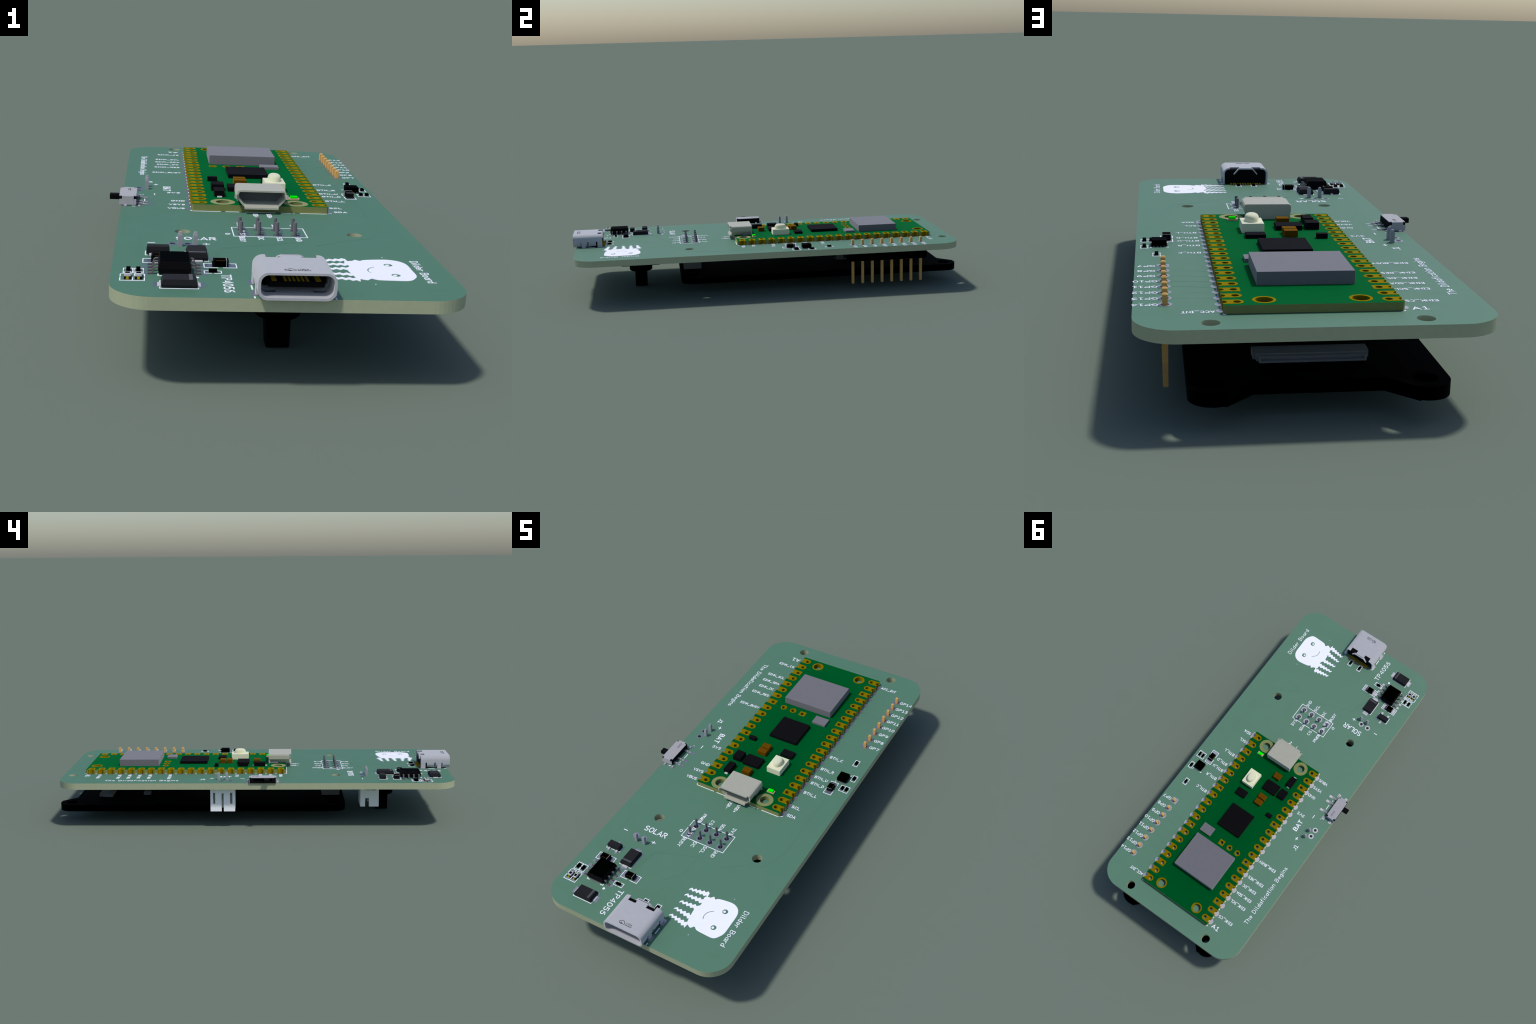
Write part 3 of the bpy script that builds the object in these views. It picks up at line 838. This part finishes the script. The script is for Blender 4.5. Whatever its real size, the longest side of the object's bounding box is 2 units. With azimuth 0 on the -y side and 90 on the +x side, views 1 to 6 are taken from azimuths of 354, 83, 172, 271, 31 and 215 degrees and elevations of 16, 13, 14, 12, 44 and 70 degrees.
# small USB socket on the module
mx = PCX
prof_o = [(-3.75, 2.15), (-3.62, 2.42), (-3.35, 2.52), (3.35, 2.52), (3.62, 2.42), (3.75, 2.15), (3.75, 1.25), (2.75, .08), (-2.75, .08), (-3.75, 1.25)]
prof_i = [(-3.5, 2.05), (-3.35, 2.27), (3.35, 2.27), (3.5, 2.05), (3.5, 1.32), (2.62, .34), (-2.62, .34), (-3.5, 1.32)]
mu = prism("usb_socket", [[(mx + a, PTOP + b) for a, b in prof_o], [(mx + a, PTOP + b) for a, b in prof_i]], -8.35, -2.95, STEEL2, pico, axis='y')
bm = bmesh.new()
for (xa, xb, za, zb, up) in ((-3.2, 3.2, 2.26, 2.51, .12), (-2.6, 2.6, .06, .33, -.34)):
    add_box(bm, mx + xa, mx + xb, -8.85, -8.3, PTOP + za, PTOP + zb)
    for v in bm.verts:
        if v.co.y < -8.8 and (v.co.z - PTOP > 1.5) == (up > 0) and not v.tag:
            v.co.z += up
            v.tag = True
for s in (-1, 1):
    a, b = sorted((mx + s * 3.52, mx + s * 3.76))
    bs = len(bm.verts)
    add_box(bm, a, b, -8.75, -8.3, PTOP + 1.3, PTOP + 1.95)
    bm.verts.ensure_lookup_table()
    for v in bm.verts[bs:]:
        if v.co.y < -8.7:
            v.co.x += s * .28
from_bm(bm, "socket_lip", STEEL2, pico)
box("socket_core", mx - 3.45, mx + 3.45, -5.4, -3.0, PTOP + .12, PTOP + 2.4, GREY, pico)
box("socket_back", mx - 3.68, mx + 3.68, -3.3, -2.92, PTOP + .02, PTOP + 2.49, STEEL2, pico, .12)


# ------------------------------------------------------------------ headers and sockets that pass through the board
def square_pin(name, w, d, z0, z1, mat, parent, taper=.35):
    bm = bmesh.new()
    rings = []
    for z, f in ((z0, .6), (z0 + taper, 1), (z1 - taper, 1), (z1, .6)):
        rings.append([bm.verts.new((i * w / 2 * f, j * d / 2 * f, z)) for i, j in ((-1, -1), (1, -1), (1, 1), (-1, 1))])
    for lo, hi in zip(rings, rings[1:]):
        for k in range(4):
            bm.faces.new((lo[k], lo[(k + 1) % 4], hi[(k + 1) % 4], hi[k]))
    bm.faces.new(rings[0][::-1])
    bm.faces.new(rings[-1])
    return from_bm(bm, name, mat, parent)


gh = prism("pin_header", [[(GPX - 1.27, GPY[0] - 1.27)] + sum([[(GPX - 1.27 + .0, y + 1.0), (GPX - 1.05, y + 1.27), (GPX - 1.27, y + 1.54)] for y in GPY[:-1]], [])
                          + [(GPX - 1.27, GPY[-1] + 1.27), (GPX + 1.27, GPY[-1] + 1.27)]
                          + sum([[(GPX + 1.27, y + 1.54), (GPX + 1.05, y + 1.27), (GPX + 1.27, y + 1.0)] for y in GPY[:-1][::-1]], [])
                          + [(GPX + 1.27, GPY[0] - 1.27)]], 7.48, BOT - .04, JET, root)
gp = square_pin("header_pin", .64, .64, 1.38, 12.97, PINGOLD, gh, .16)
for y in GPY[1:]:
    place(gp, GPX, y)
gp.location = (GPX * U, GPY[0] * U, 0)

soc = box("display_socket", -4.05, 6.24, -21.35, -16.75, 4.66, BOT - .04, GREY, root, .1)
dp = cylinder("header_pin", 0, 0, .27, 6.0, 13.33, DARKPIN, soc, 12, .05)
for x, y in HEADER[1:]:
    place(dp, x - .25, y + .52)
dp.location = ((HEADER[0][0] - .25) * U, (HEADER[0][1] + .52) * U, 0)

# white two-pin battery socket, long side along y, slots facing -x
bs_ = box("battery_socket", -18.25, -13.75, 5.2, 11.25, 4.02, BOT - .02, NYLON, root, .04)
carve(bs_, [(-17.6, -14.4, 5.85, 10.6, 3.0, 8.6),
            (-18.6, -17.3, 7.97, 8.5, 3.0, 8.6), (-18.6, -17.3, 10.05, 10.62, 5.9, 8.75), (-18.6, -17.3, 5.83, 6.42, 5.9, 8.75)])
bp_ = square_pin("socket_pin", .62, .62, 5.2, 13.55, PINGREY, bs_, .45)
bp_.location = (-16.34 * U, 7.25 * U, 0)
place(bp_, -16.34, 9.27)
# white two-pin solar socket, turned by a quarter
ss_ = box("solar_socket", -13.62, -7.7, -30.55, -25.95, 4.02, BOT - .02, NYLON, root, .04)
carve(ss_, [(-13.0, -8.3, -29.9, -26.6, 3.0, 8.6), (-14.0, -12.7, -28.12, -27.15, 3.0, 6.22), (-8.6, -7.2, -28.12, -27.15, 3.0, 6.22),
            (-10.9, -10.35, -26.9, -25.5, 3.0, 8.6), (-12.9, -12.3, -26.9, -25.5, 5.9, 8.75), (-9.0, -8.4, -26.9, -25.5, 5.9, 8.75)])
sp_ = square_pin("socket_pin", .62, .62, 5.2, 13.55, PINGREY, ss_, .45)
sp_.location = (-11.62 * U, -27.6 * U, 0)
place(sp_, -9.62, -27.6)
maker_mark(ss_, lambda c: Vector((-13.62 - c.z, -29.2 + c.x * .95, 8.55 + c.y)), .72, INK)

# ------------------------------------------------------------------ joystick
JX, JY = 1.1, -32.65
js = box("joystick", JX - 5.0, JX + 5.0, JY - 5.0, JY + 5.0, 6.2, BOT - .03, JET, root, .15)
cylinder("joystick_collar", JX, JY, 3.0, 4.15, 6.6, JET, js, 40, .15)
st = prism("joystick_stick", [rrect(JX - 1.75, JX + 1.65, JY - 1.58, JY + 1.58, .35, 5)], .0, 4.3, STICK, js)
bm = bmesh.new()
bm.from_mesh(st.data)
for v in bm.verts:
    if v.co.z < 1 * U and v.co.x < JX * U:
        v.co.x += .3 * U
bm.to_mesh(st.data)
bm.free()

# ------------------------------------------------------------------ display frame under the board
EX0, EX1, EY0, EY1, EZ0, EZ1 = -14.14, 15.9, -22.3, 46.36, 2.97, 4.65
ER, EHX = 2.85, (-11.3, 13.05)
o = circle(EX1 - 3, EY0 + 3, 3, 8, math.radians(270), math.radians(360))
o += circle(EHX[1], 46.87, ER, 10, 0, math.radians(112)) + [(EHX[1] - 1.35, 49.7), (8.4, EY1), (-6.6, EY1), (EHX[0] + 1.35, 49.7)]
o += circle(EHX[0], 46.87, ER, 10, math.radians(68), math.radians(180))
o += circle(EX0 + 3, EY0 + 3, 3, 8, math.radians(180), math.radians(270))
fr = prism("display_frame", [o] + [circle(x, y, 1.5, 28) for x in EHX for y in (46.87, -19.45)], EZ0, EZ1, FRAME, root)
box("display_panel", EX0 + 1.2, EX1 - 1.2, -18.0 + 2, 43.5, EZ0 - .12, EZ0 + .02, PAPER, fr, .03)
fc = block("ribbon_connector", [(-6.2, 7.85, 37.5, 39.6, EZ1 + .01, EZ1 + .95), (-5.9, 7.5, 38.2, 40.35, EZ1 + .01, EZ1 + 1.02)], GREY, fr, .06)
rs = box("ribbon_slot_housing", -5.72, 7.22, 39.9, 40.95, EZ1 + .01, EZ1 + .85, GREY, fr, .04)
carve(rs, [(-5.4, 6.95, 40.3, 41.5, EZ1 + .28, EZ1 + .66)])
t2 = frustum("small_transistor", 3.2, 20.95, 2.9, 1.35, EZ1 + .05, EZ1 + 1.15, .1, GREY, fr)
block("transistor_lead", [(x - .2, x + .2, a, b, EZ1 + .01, EZ1 + .2) for x in (2.25, 4.15) for a, b in ((19.5, 20.3), (21.6, 22.4))], GREY, fr)
box("small_component", -3.85, -2.2, 27.95, 29.7, EZ1 + .01, EZ1 + .8, GREY, fr, .08)

for ob in bpy.data.objects:
    if ob.name.startswith(("copper_track", "print_speck")):
        ob["kind"] = "stuff"
